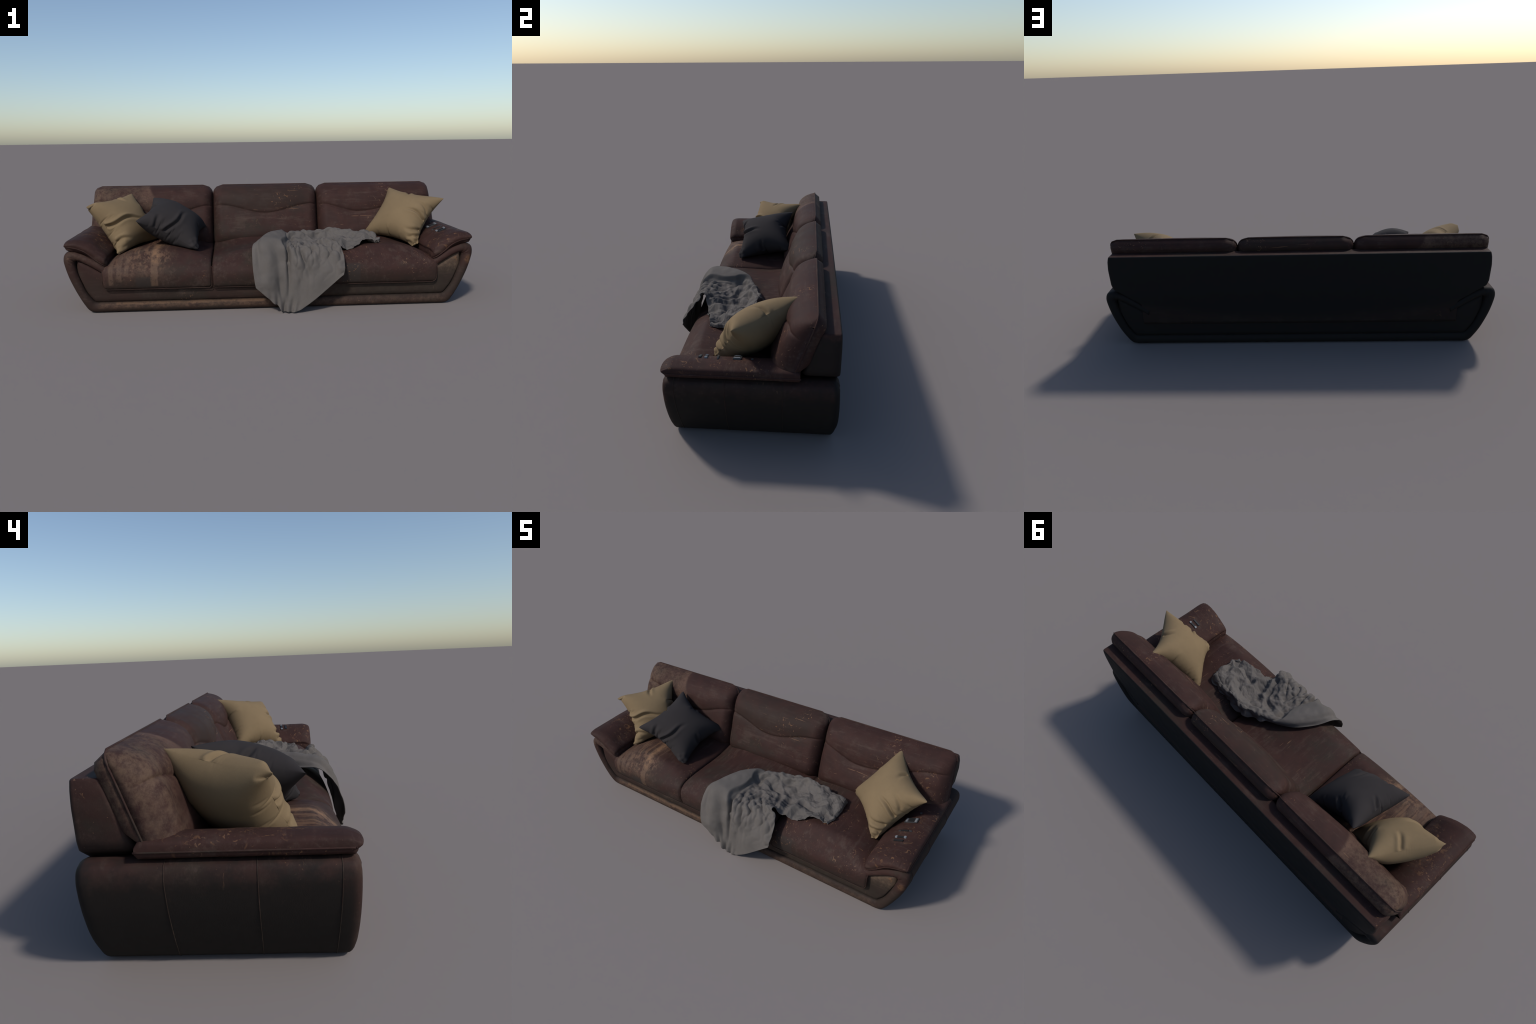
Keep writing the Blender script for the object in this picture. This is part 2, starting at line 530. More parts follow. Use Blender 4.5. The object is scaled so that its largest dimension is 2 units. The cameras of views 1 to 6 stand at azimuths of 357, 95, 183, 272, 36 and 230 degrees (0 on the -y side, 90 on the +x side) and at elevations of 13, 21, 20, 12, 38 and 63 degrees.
prof = resample(spline(SEAT_PROFILE, 400), 90)
pt = np.gradient(prof, axis=0)
pt /= np.linalg.norm(pt, axis=1)[:, None]
pn = np.c_[pt[:, 1] * -1, pt[:, 0]]            # outward normal in (y, z)
if pn[45, 1] < 0:
    pn = -pn
for idx, (a, b, side) in enumerate(SEATS):
    wdt = b - a
    n = 70
    u = .5 - .5 * np.cos(np.linspace(0, np.pi, n))
    u = .6 * u + .4 * np.linspace(0, 1, n)
    rings = []
    for q in u:
        x = a + wdt * q
        d = min(x - a, b - x)
        r = .014
        inset = r * (1 - math.sqrt(max(0, 1 - (1 - min(1, d / r)) ** 2)))
        dome = seat_dome(x)
        xn = 2 * q - 1
        y = prof[:, 0].copy()
        z = prof[:, 1].copy()
        w = smooth(-.30, -.20, y) * smooth(.26, .12, y)
        z = z + dome * w
        front = np.exp(-((z - .18) / .06) ** 2) * (y < -.2)
        y = y - front * .010 * (1 - abs(xn) ** 2.5)
        y = y - inset * pn[:, 0]
        z = z - inset * pn[:, 1]
        # rounded lower corner at the armrest side
        if side:
            de = (x - a) if side < 0 else (b - x)
            rr = .026
            lift = rr - math.sqrt(max(0, rr * rr - max(0, rr - de) ** 2)) if de < rr else 0
            z = np.where(z < .118 + lift + .004, np.maximum(z, .118 + lift), z)
        ring = list(zip(np.full(len(y), x), y, z))
        ring.append((x, .20, .16))
        ring.append((x, -.24, .125))
        rings.append(ring)
    Rg = np.array(rings)
    # soft irregular sag
    dz = fbm(Rg, 5.5, 2, 3.0 + idx) * .004
    top = smooth(.17, .24, Rg[..., 2])
    Rg[..., 2] += dz * top
    cush = loft("seat_cushion", Rg, M_SEAT[idx], sofa)
    # piping along the lower front edge and up the sides of the face
    fr = .0019
    path = []
    z0 = .1185
    up_l, up_r = .222, .222
    cr = .026 if side == -1 else .012
    cl = .026 if side == 1 else .012
    xl, xr = a + .002, b - .002
    path += [(xl, -.287, up_l)] + [(xl, -.300, z) for z in np.linspace(.19, z0 + cr, 6)]
    path += [(xl + cr - cr * math.cos(t), -.300, z0 + cr - cr * math.sin(t)) for t in np.linspace(0, np.pi / 2, 7)[1:]]
    path += [(xr - cl + cl * math.sin(t), -.300, z0 + cl - cl * math.cos(t)) for t in np.linspace(0, np.pi / 2, 7)]
    path += [(xr, -.300, z) for z in np.linspace(z0 + cl, .19, 6)[1:]] + [(xr, -.287, up_r)]
    tube("piping", path, fr, M_PIPE, cush, 8)

# --- back cushions, in coordinates (w up the tilted rear edge, h forward of it)
BO = np.array([.170, .240])
BT = np.array([.350, .937])
BN = np.array([-.937, .350])
BACK_PROFILE = [(-.004, 0), (-.012, .022), (.000, .052), (.022, .069), (.048, .076), (.085, .077), (.13, .078), (.17, .079), (.21, .080),
                (.25, .076), (.28, .066), (.305, .050), (.325, .031), (.338, .014), (.346, 0)]
bp = resample(spline(BACK_PROFILE, 800), 180)

def seam_w(x, mid, hw, w_edge, w_mid, outer=None):
    """wave of the stitched seam"""
    t = np.clip((x - mid) / hw, -1, 1)
    return w_mid + (w_edge - w_mid) * (.5 - .5 * math.cos(math.pi * abs(t)))

def back_cushion(idx, a, b, side):
    # edges as a function of w; outer ends lean in towards the top
    def edge(w, sgn):
        if (sgn < 0 and side == -1) or (sgn > 0 and side == 1):
            e = .977 - .014 * smooth(.08, .346, w) - .10 * smooth(.088, .045, w)
            r, wt = .040, .346
        else:
            e = abs(b if sgn > 0 else a)
            r, wt = .056, .346
        base = sgn * e if side and ((sgn < 0 and side == -1) or (sgn > 0 and side == 1)) else (b if sgn > 0 else a)
        d = wt - w
        ins = r - math.sqrt(max(0, r * r - max(0, r - max(d, 0)) ** 2)) if d < r else 0
        d2 = w + .012
        r2 = .03
        ins2 = r2 - math.sqrt(max(0, r2 * r2 - max(0, r2 - max(d2, 0)) ** 2)) if d2 < r2 else 0
        return base - sgn * (ins + ins2 * .6)
    if side == 0:
        mid, hw = .003, .28
    else:
        mid, hw = side * .530, .235
    n = 84
    u = .5 - .5 * np.cos(np.linspace(0, np.pi, n))
    u = .75 * u + .25 * np.linspace(0, 1, n)
    front = np.zeros((n, len(bp), 3))
    for j, (w, h) in enumerate(bp):
        l, r = edge(w, -1), edge(w, 1)
        for i, q in enumerate(u):
            x = l + (r - l) * q
            d = min(x - l, r - x)
            outer_end = (side < 0 and x - l < r - x) or (side > 0 and r - x < x - l)
            rad = .066 if outer_end else .052
            p = 2.0 if not outer_end else 2.1
            gfac = (1 - (1 - min(1, d / rad)) ** p) ** (1 / p)
            sw = seam_w(x, mid, hw, .212, .158)
            if side and (x - mid) * side > 0:
                sw = seam_w(x, mid, .44, .245, .158)
            gap = w - sw
            crease = .0085 * math.exp(-abs(gap) / .006) + .007 * math.exp(-(gap / .042) ** 2)
            xm = 2 * q - 1
            belly = (.021 + .005 * float(smooth(.16, .08, w))) * (1 - xm * xm) - .006
            if outer_end:
                belly = max(belly, .007)
            # short vertical stitch below the middle of the seam
            tuck = .003 * math.exp(-((x - mid) / .006) ** 2) * float(smooth(.0, .03, sw - w)) * float(smooth(-.1, -.03, w - sw))
            hh = max(h + (belly * min(1, h / .08)) - crease * min(1, h / .06) - tuck, 0) * gfac
            yz = BO + BT * w + BN * hh
            front[i, j] = (x, yz[0], yz[1])
    nz = fbm(front, 7.0, 2, 20 + idx * 3)
    front[..., 1] += nz * .006 * smooth(.005, .06, (front[..., 1] * -1 + .17 + (front[..., 2] - .24) * .373))
    # rear half
    rear = np.zeros((n, 22, 3))
    for j, t in enumerate(np.linspace(0, 1, 22)):
        w = .346 + (-.004 - .346) * t
        l, r = edge(w, -1), edge(w, 1)
        for i, q in enumerate(u):
            x = l + (r - l) * q
            d = min(x - l, r - x)
            e = min(d / .035, 1)
            f = min(min(t, 1 - t) / .10, 1)
            hh = -.046 * math.sqrt(max(0, 1 - (1 - e) ** 2)) * math.sqrt(max(0, 1 - (1 - f) ** 2))
            if side:            # the free lower corner tapers to the piping
                free = float(smooth(.78, .93, x * side))
                hh *= 1 - free * (1 - float(smooth(.075, .17, w)))
            yz = BO + BT * w + BN * hh
            rear[i, j] = (x, yz[0], yz[1])
    ring = np.concatenate([front, rear[:, 1:-1]], axis=1)
    ob = loft("back_cushion", ring, M_BACK[idx], sofa)
    # piping round the rear rim: left side, top, right side
    path = []
    for w in np.linspace(.088 if side < 0 else .03, .346, 26):
        yz = BO + BT * w
        path.append((edge(w, -1), yz[0], yz[1]))
    yz = BO + BT * .346
    for q in np.linspace(0, 1, 24)[1:-1]:
        path.append((edge(.346, -1) + (edge(.346, 1) - edge(.346, -1)) * q, yz[0], yz[1]))
    for w in np.linspace(.346, .088 if side > 0 else .03, 26):
        yz = BO + BT * w
        path.append((edge(w, 1), yz[0], yz[1]))
    tube("piping", path, .0030, M_PIPE, ob, 8)
    return ob

back_cushion(0, -.97, XG1 - .0015, -1)
back_cushion(1, XG1 + .0015, XG2 - .0015, 0)
back_cushion(2, XG2 + .0015, .97, 1)

# --- armrest pads
PIPE_LINE = [(.794, .236), (.812, .242), (.845, .267), (.885, .302), (.925, .321), (.960, .328), (.988, .331)]
pad_c = resample(spline(PIPE_LINE, 200), 60)
pad_t = np.gradient(pad_c, axis=0)
pad_t /= np.linalg.norm(pad_t, axis=1)[:, None]
pad_n = np.c_[-pad_t[:, 1], pad_t[:, 0]]
PY0, PY1 = -.292, .234

def pad_height(p):
    a = 1 - np.abs(2 * p - 1) ** 4.6
    return .046 * np.maximum(a, 0) ** .5 * (1.12 - .36 * p)

def armrest_pad(sx, mat):
    p = np.linspace(0, 1, 60)
    p = .5 - .5 * np.cos(p * np.pi)
    C = np.stack([np.interp(p, np.linspace(0, 1, 60), pad_c[:, k]) for k in (0, 1)], 1)
    Nn = np.stack([np.interp(p, np.linspace(0, 1, 60), pad_n[:, k]) for k in (0, 1)], 1)
    H = pad_height(p)
    ny = 110
    t = np.linspace(0, 1, ny)
    ys = PY0 + (PY1 - PY0) * (.55 * t + .45 * (.5 - .5 * np.cos(t * np.pi)))
    ys[1:8] = PY0 + (ys[8] - PY0) * (np.arange(1, 8) / 8) ** 1.6
    rg = np.random.default_rng(5 if sx < 0 else 6)
    pleats = [(q, rg.uniform(.4, 1.0), rg.uniform(.006, .011)) for q in np.linspace(.46, .93, 15) + rg.uniform(-.01, .01, 15)]
    rings = []
    for y in ys:
        d0, d1 = y - PY0, PY1 - y
        r0, r1 = .040, .022
        g = (1 - (1 - min(1, d0 / r0)) ** 2.2) ** (1 / 2.2) * (1 - (1 - min(1, d1 / r1)) ** 2.2) ** (1 / 2.2)
        plt = np.zeros_like(p)
        for q, am, wd in pleats:
            plt += am * np.exp(-((p - q) / wd) ** 2)
        fall = math.exp(-((d0 - .012) / .014) ** 2)
        top = C + Nn * (H * g - plt * .0055 * fall * (g > .2))[:, None]
        low = C - Nn * (.020 * np.sqrt(np.maximum(0, 1 - np.abs(2 * p - 1) ** 12)) * (.30 + .70 * min(1, d0 / .012) ** .6) * min(1, .3 + d1 / .01)
                        + plt * .004 * fall)[:, None]
        cy = .016 * np.abs(2 * p - 1) ** 9 * math.exp(-d0 / .03)
        by = cy - .010 * math.sin(math.pi * min(1, g)) * (d0 < .045) * np.sqrt(np.clip(H / .03, 0, 1))
        bx = .007 * np.sin(np.pi * np.clip((1 - p) / .12, 0, 1))
        ring = [(sx * (a + e_), y + c_, b) for (a, b), c_, e_ in zip(top, by, bx)]
        # underside of the front lip slopes back a little
        ring += [(sx * a, y + c_ + .004 * math.exp(-d0 / .012), b) for (a, b), c_ in list(zip(low, cy))[::-1][1:-1]]
        rings.append(ring)
    Rg = np.array(rings)
    Rg[..., 2] += fbm(Rg, 9, 2, 40 + sx) * .0025 * smooth(-.298, -.25, Rg[..., 1])[...]
    ob = loft("armrest_pad", Rg, mat, sofa)
    line = [(sx * a, PY0 - .0005 + .016 * abs(2 * q - 1) ** 9, b) for q, (a, b) in zip(np.linspace(0, 1, 60), pad_c)]
    out = [(sx * (pad_c[-1, 0] + .0005), y, pad_c[-1, 1]) for y in np.linspace(PY0 + .016, PY1, 40)]
    tube("piping", line, .0026, M_PIPE, ob, 8)
    tube("piping", out, .0026, M_PIPE, ob, 8)
    return ob

armrest_pad(-1, M_PAD[0])
pad_r = armrest_pad(1, M_PAD[1])
PAD_TREE = BVHTree.FromPolygons([v.co for v in pad_r.data.vertices], [p.vertices for p in pad_r.data.polygons])

# small inset controls on the right armrest
def plate(name, x, y, lx, ly, h, mat, parent, yaw=0.0):
    hit, normal, _, _ = PAD_TREE.ray_cast(Vector((x, y, 1.0)), Vector((0, 0, -1)))
    fwd = Vector((math.sin(-yaw), math.cos(yaw), 0))
    right = fwd.cross(normal).normalized()
    fwd = normal.cross(right)
    bm = bmesh.new()
    bmesh.ops.create_cube(bm, size=1)
    bmesh.ops.scale(bm, vec=(lx, ly, h), verts=bm.verts)
    bmesh.ops.bevel(bm, geom=list(bm.edges), offset=min(.0012, h * .3), segments=2, affect="EDGES")
    me = bpy.data.meshes.new(name)
    bm.to_mesh(me)
    bm.free()
    me.materials.append(mat)
    ob = bpy.data.objects.new(name, me)
    bpy.context.collection.objects.link(ob)
    rot = Matrix((right, fwd, normal)).transposed()
    ob.matrix_world = Matrix.Translation(hit + normal * ((h - .003) * .28 + .0004 - h * .5)) @ rot.to_4x4()
    ob.parent = parent
    return ob

for x, y, lx, ly, h, mat, nm in (
        (.887, -.160, .044, .011, .005, M_BLACK, "socket_slot"),
        (.888, -.1355, .034, .011, .005, M_BLACK, "switch_rocker"),
        (.8695, -.137, .0105, .0115, .008, M_STEEL, "switch_button"),
        (.9065, -.134, .0105, .0115, .008, M_STEEL, "switch_button"),
        (.888, -.0890, .034, .008, .005, M_BLACK, "socket_slot"),
        (.866, -.0915, .011, .006, .0055, M_DARKGREY, "slot_end"),
        (.911, -.0870, .013, .006, .0055, M_DARKGREY, "slot_end"),
        (.888, -.0130, .062, .034, .004, M_DARKGREY, "control_plate"),
        (.889, -.0130, .026, .026, .007, M_BLACK, "control_screen"),
        (.8695, -.014, .0095, .024, .0085, M_STEEL, "control_bar"),
        (.909, -.012, .0105, .025, .0085, M_STEEL, "control_bar"),
        (.908, .046, .009, .009, .006, M_DARKGREY, "indicator_button")):
    plate(nm, x, y, lx, ly, h, mat, pad_r, .04)

# --- back panel: tall rear slab that steps down into the frame
def panel_row(z):
    X = np.interp(z, [.124, .200, .238, .322, .345, .43, .475, .50], [.812, .811, .811, .948, .958, .961, .957, .950])
    yf = np.interp(z, [.12, .30, .33, .50], [.30, .262, .235, .305])
    yb = np.interp(z, [.12, .30, .45, .50], [.374, .380, .381, .380])
    return X, yf, yb

zs = np.r_[np.linspace(.124, .235, 8), np.linspace(.242, .33, 14), np.linspace(.34, .491, 17)]
rows = [(z, 0.0) for z in zs]
TOPR = .006
rows += [(.495 + TOPR * math.sin(t), TOPR * (1 - math.cos(t))) for t in np.linspace(.05, np.pi / 2, 9)]
rows += [(.495 + TOPR, TOPR + .022)]
rings = []
for z, ins in rows:
    X, yf, yb = panel_row(min(z, .50))
    X, yf, yb = X - ins * 1.1, yf + ins, yb - ins
    rc = float(np.interp(z, [.23, .30, .34, .5], [.006, .016, .020, .012]))
    rc = min(rc, .48 * (yb - yf))
    low = z < .242
    ring = []
    dip = .006 if low else 0
    nx = 40
    for (cx, cy, a0) in ((X - rc, yb - rc, 0), (-X + rc, yb - rc, 90), (-X + rc, yf + rc, 180), (X - rc, yf + rc, 270)):
        for t in np.linspace(0, 90, 7):
            a = math.radians(a0 + t)
            ring.append((cx + rc * math.cos(a), cy + rc * math.sin(a), z))
        if a0 in (0, 180):
            sgn = -1 if a0 == 0 else 1
            for q in np.linspace(0, 1, nx)[1:-1]:
                xx = -sgn * (X - rc) * (1 - 2 * q)
                bow = .002 * (1 - (xx / X) ** 2) if a0 == 0 else 0
                ring.append((xx, (yb + bow if a0 == 0 else yf), z))
    rings.append(ring)
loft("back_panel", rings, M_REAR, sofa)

# ----------------------------------------------------------------------------
# cloth relaxation on a regular grid (position based)
# ----------------------------------------------------------------------------
def pair_pass(P, rest, di, dj, k, invm):
    """Satisfy one family of distance constraints (i,j)-(i+di,j+dj) in two colours."""
    n, m, _ = P.shape
    j0a, j1a = (0, m - dj) if dj >= 0 else (-dj, m)
    A = P[:n - di, j0a:j1a]
    B = P[di:, j0a + dj:j1a + dj]
    wa = invm[:n - di, j0a:j1a]
    wb = invm[di:, j0a + dj:j1a + dj]
    for c in (0, 1):
        sl = (slice(c, None, 2 * di) if di else slice(None), slice(None) if di else slice(c, None, 2 * dj))
        if di > 1 or (not di and dj > 1):
            sl = None
        a, b = (A, B) if sl is None else (A[sl], B[sl])
        ra = rest if sl is None else rest[sl]
        w1, w2 = (wa, wb) if sl is None else (wa[sl], wb[sl])
        d = b - a
        L = np.sqrt((d * d).sum(-1)) + 1e-12
        f = (k * (L - ra) / (L * (w1 + w2 + 1e-9)))[..., None] * d
        if sl is None:
            f = f * .5
        a += f * w1[..., None]
        b -= f * w2[..., None]
        if sl is None:
            break

def rest_of(P, di, dj):
    n, m, _ = P.shape
    j0, j1 = (0, m - dj) if dj >= 0 else (-dj, m)
    return np.linalg.norm(P[di:, j0 + dj:j1 + dj] - P[:n - di, j0:j1], axis=-1)

def grid_normals(P):
    du = np.gradient(P, axis=0)
    dv = np.gradient(P, axis=1)
    return np.cross(du, dv)

def laplace(P):
    Q = P.copy()
    Q[1:-1, 1:-1] = .25 * (P[2:, 1:-1] + P[:-2, 1:-1] + P[1:-1, 2:] + P[1:-1, :-2])
    return Q

def facets(P, wave, seed, n=5):
    """crumpled-paper height: folded planes in random directions, bent by a slow noise"""
    r = np.random.default_rng(seed)
    warp = fbm(P, 9, 2, seed * 1.3)
    h = 0
    for k in range(n):
        d = r.normal(size=3)
        d /= np.linalg.norm(d)
        q = (P @ d) / (wave * r.uniform(.75, 1.5)) + r.uniform(0, 1) + warp * r.uniform(.7, 1.5)
        h = h + np.abs(2 * (q - np.floor(q)) - 1) * r.uniform(.6, 1.2)
    return h / n - .5

# ----------------------------------------------------------------------------
# throw pillows: two square sheets sewn at the rim, blown up between four corners
# ----------------------------------------------------------------------------
def upsample(P, n, m):
    """bilinear-in-index (smooth) resample of a grid"""
    A = np.stack([spline(P[i], m) for i in range(P.shape[0])], 0)
    return np.stack([spline(A[:, j], n) for j in range(m)], 1)

def throw_pillow(label, corners, side, mat, seed, press, floor=None, pinch=(), creases=()):
    c00, c10, c11, c01 = [np.array(c, float) for c in corners]
    nrm = np.cross(c10 - c00, c01 - c00)
    nrm /= np.linalg.norm(nrm)
    top = bot = None
    for N, iters, passes, f0 in ((18, 200, 8, 2.6e-4), (34, 110, 8, 1.2e-4), (66, 90, 8, .55e-4)):
        if top is None:
            u = np.linspace(0, 1, N)[:, None, None]
            v = np.linspace(0, 1, N)[None, :, None]
            P0 = c00 * (1 - u) * (1 - v) + c10 * u * (1 - v) + c11 * u * v + c01 * (1 - u) * v
            bump = (np.sin(np.pi * u) * np.sin(np.pi * v)) ** .6
            nz = fbm(P0, 14, 2, seed)[..., None] * nrm * .012 * np.minimum(1, bump * 3)
            top = P0 + nrm * bump * .04 + nz
            bot = P0 - nrm * bump * .04 + nz * .7
        else:
            top, bot = upsample(top, N, N), upsample(bot, N, N)
        h = side / (N - 1)
        rest = {(1, 0): h, (0, 1): h, (1, 1): h * math.sqrt(2), (1, -1): h * math.sqrt(2)}
        invm = np.ones((N, N))
        pins = {(0, 0): c00, (N - 1, 0): c10, (N - 1, N - 1): c11, (0, N - 1): c01}
        mid = .25 * (c00 + c10 + c11 + c01)
        cs = (c00, c10, c11, c01)
        for e, q, depth in (pinch if N < 60 else ()):          # stitched rim drawn in at a few places
            k = int(round(q * (N - 1)))
            ij = ((k, 0), (N - 1, k), (N - 1 - k, N - 1), (0, N - 1 - k))[e]
            on = cs[e] + (cs[(e + 1) % 4] - cs[e]) * q
            pins[ij] = on + (mid - on) / np.linalg.norm(mid - on) * depth
        for (i, j) in pins:
            invm[i, j] = 0
        rim = np.zeros((N, N), bool)
        rim[0] = rim[-1] = True
        rim[:, 0] = rim[:, -1] = True
        pt_, pb_ = top.copy(), bot.copy()
        for it in range(iters):
            for S, Q, sg in ((top, pt_, 1), (bot, pb_, -1)):
                V = (S - Q) * .88
                Q[:] = S
                nn = grid_normals(S)
                S += V + nn / (np.linalg.norm(nn, axis=-1)[..., None].mean() + 1e-12) * sg * press * f0
                S[..., 2] -= f0 * .05
            for k in range(passes):
                for S in (top, bot):
                    for (di, dj), r in rest.items():
                        pair_pass(S, np.full((N - di, N - abs(dj)), r), di, dj, 1.0 if di * dj == 0 else .30, invm)
                avg = .5 * (top[rim] + bot[rim])
                top[rim] = avg
                bot[rim] = avg
                for S in (top, bot):
                    for (i, j), c in pins.items():
                        S[i, j] = c
            if it % 3 == 0:
                for S in (top, bot):
                    S += .18 * (laplace(S) - S)
            if floor is not None:
                for S in (top, bot):
                    fz = floor(S[..., 0], S[..., 1])
                    S[..., 2] = np.where(S[..., 2] < fz, fz, S[..., 2])
    for S in (top, bot):
        S += .4 * (laplace(S) - S)
    # tucked folds on the front sheet: one lip hangs over the other
    U, V = np.meshgrid(np.linspace(0, 1, N), np.linspace(0, 1, N), indexing="ij")
    nt_ = grid_normals(top)
    nt_ /= np.linalg.norm(nt_, axis=-1)[..., None] + 1e-12
    if (nt_ * nrm).sum(-1).mean() < 0:
        nt_ = -nt_
    disp = np.zeros((N, N))
    for (u0, v0), (u1, v1), depth, wd in creases:
        du, dv = u1 - u0, v1 - v0
        L = math.hypot(du, dv)
        a_ = ((U - u0) * du + (V - v0) * dv) / L
        d_ = ((V - v0) * du - (U - u0) * dv) / L + .02 * np.sin(a_ * 14 + u1 * 9)
        taper = smooth(-.03, .03, a_) * smooth(L, L * .45, a_)
        disp += taper * depth * (-np.exp(-(d_ / wd) ** 2) + .55 * np.exp(-((d_ - 1.9 * wd) / (1.3 * wd)) ** 2) + .25 * np.exp(-((d_ + 2.2 * wd) / (1.6 * wd)) ** 2))
    tuck = np.exp(-((U ** 2 + V ** 2) / .19 ** 2) ** 2) * smooth(0, .08, np.hypot(U, V))
    disp += tuck * facets(top, .030, int(seed) + 3, 4) * .020
    top += nt_ * (disp * smooth(0, .03, np.minimum(np.minimum(U, 1 - U), np.minimum(V, 1 - V)) + .012))[..., None]
    verts = top.reshape(-1, 3).tolist() + bot.reshape(-1, 3).tolist()
    faces = grid_faces(N, N) + [f[::-1] for f in grid_faces(N, N, off=N * N)]
    centre = np.mean([c00, c10, c11, c01], axis=0)
    base = np.array([centre[0], centre[1], min(v_[2] for v_ in verts)])
    verts = [tuple(np.array(v_) - base) for v_ in verts]
    ob = make_object("throw_pillow", verts, faces, mat)
    ob.location = base
    ss = ob.modifiers.new("smooth", "SUBSURF")
    ss.levels = ss.render_levels = 1
    ob["label"] = label
    ob["category"] = "pillow"
    return ob

seat_floor = lambda x, y: seat_top(x, y) + .002
throw_pillow("mustard tan square throw pillow with pointed corners",
             [(-.763, -.176, .271), (-.585, .120, .300), (-.739, .204, .531), (-.921, -.097, .494)],
             .354, M_TAN, 1.0, 1.0, pinch=((0, .45, .022), (1, .5, .02), (2, .45, .030), (3, .48, .028)),
             creases=(((0, .53), (.66, .40), .019, .020), ((0, .24), (.30, .17), .010, .022), ((.55, 1), (.55, .72), .010, .024), ((1, .45), (.7, .5), .008, .03)), floor=seat_floor)
throw_pillow("charcoal grey square throw pillow with soft creases",
             [(-.362, -.161, .281), (-.349, .124, .353), (-.611, .148, .516), (-.663, -.188, .430)],
             .364, M_GREY, 2.0, 1.0, pinch=((0, .42, .02), (1, .5, .028), (2, .5, .026), (3, .45, .014)),
             creases=(((0, .55), (.52, .38), .016, .021), ((0, .74), (.24, .70), .008, .024), ((.5, 0), (.46, .20), .009, .026), ((.52, 1), (.5, .8), .010, .024), ((1, .55), (.8, .5), .010, .024)), floor=seat_floor)
throw_pillow("mustard tan square throw pillow leaning on armrest",
             [(.757, -.128, .281), (.945, -.029, .499), (.718, .224, .541), (.560, .095, .316)],
             .350, M_TAN, 3.0, 1.0, pinch=((0, .55, .020), (1, .5, .030), (2, .5, .012), (3, .5, .014)),
             creases=(((.50, 0), (.52, .42), .014, .020), ((.28, 0), (.22, .30), .011, .024), ((.62, .05), (.70, .30), .006, .022), ((.16, .02), (.10, .2), .008, .02), ((1, .52), (.78, .5), .010, .026)), floor=seat_floor)

# ----------------------------------------------------------------------------
# blanket: control net (hem -> over the seat edge -> bend -> far end), then crumpled
# ----------------------------------------------------------------------------
NET = [  # each row runs from the outer (left/back) edge to the inner (right/front) edge
    [(-.085, -.368, .130), (-.005, -.372, .058), (.075, -.368, -.002), (.165, -.374, .040), (.335, -.374, .186)],
    [(-.094, -.362, .190), (-.01, -.368, .150), (.090, -.350, .140), (.200, -.362, .170), (.342, -.362, .215)],
    [(-.098, -.332, .260), (-.02, -.338, .255), (.080, -.330, .250), (.200, -.334, .260), (.342, -.320, .268)],
    [(-.092, -.270, .314), (-.035, -.275, .322), (.070, -.285, .312), (.190, -.290, .312), (.325, -.280, .318)],
    [(-.052, -.180, .318), (.000, -.180, .338), (.090, -.195, .318), (.190, -.220, .315), (.305, -.262, .335)],
    [(.020, -.090, .318), (.070, -.085, .335), (.135, -.110, .318), (.215, -.150, .312), (.330, -.235, .312)],
    [(.145, -.025, .305), (.185, -.020, .338), (.225, -.060, .318), (.280, -.115, .308), (.372, -.230, .300)],
    [(.270, .035, .290), (.295, .015, .350), (.325, -.045, .325), (.360, -.110, .310), (.420, -.225, .308)],
    [(.390, .040, .290), (.400, .010, .352), (.415, -.050, .330), (.435, -.110, .312), (.470, -.200, .312)],
    [(.480, .035, .288), (.490, .005, .334), (.500, -.060, .330), (.505, -.120, .330), (.515, -.195, .320)],
    [(.540, .015, .286), (.548, -.025, .318), (.556, -.080, .328), (.562, -.130, .328), (.562, -.185, .318)],
    [(.550, .000, .284), (.564, -.030, .296), (.572, -.080, .304), (.574, -.130, .306), (.566, -.190, .304)],
]

def surface(net, ns, nt):
    A = np.array(net)
    rows_ = np.array([spline(A[i], ns) for i in range(len(A))])
    return np.stack([spline(rows_[:, j], nt) for j in range(ns)], axis=1)   # (nt, ns, 3)

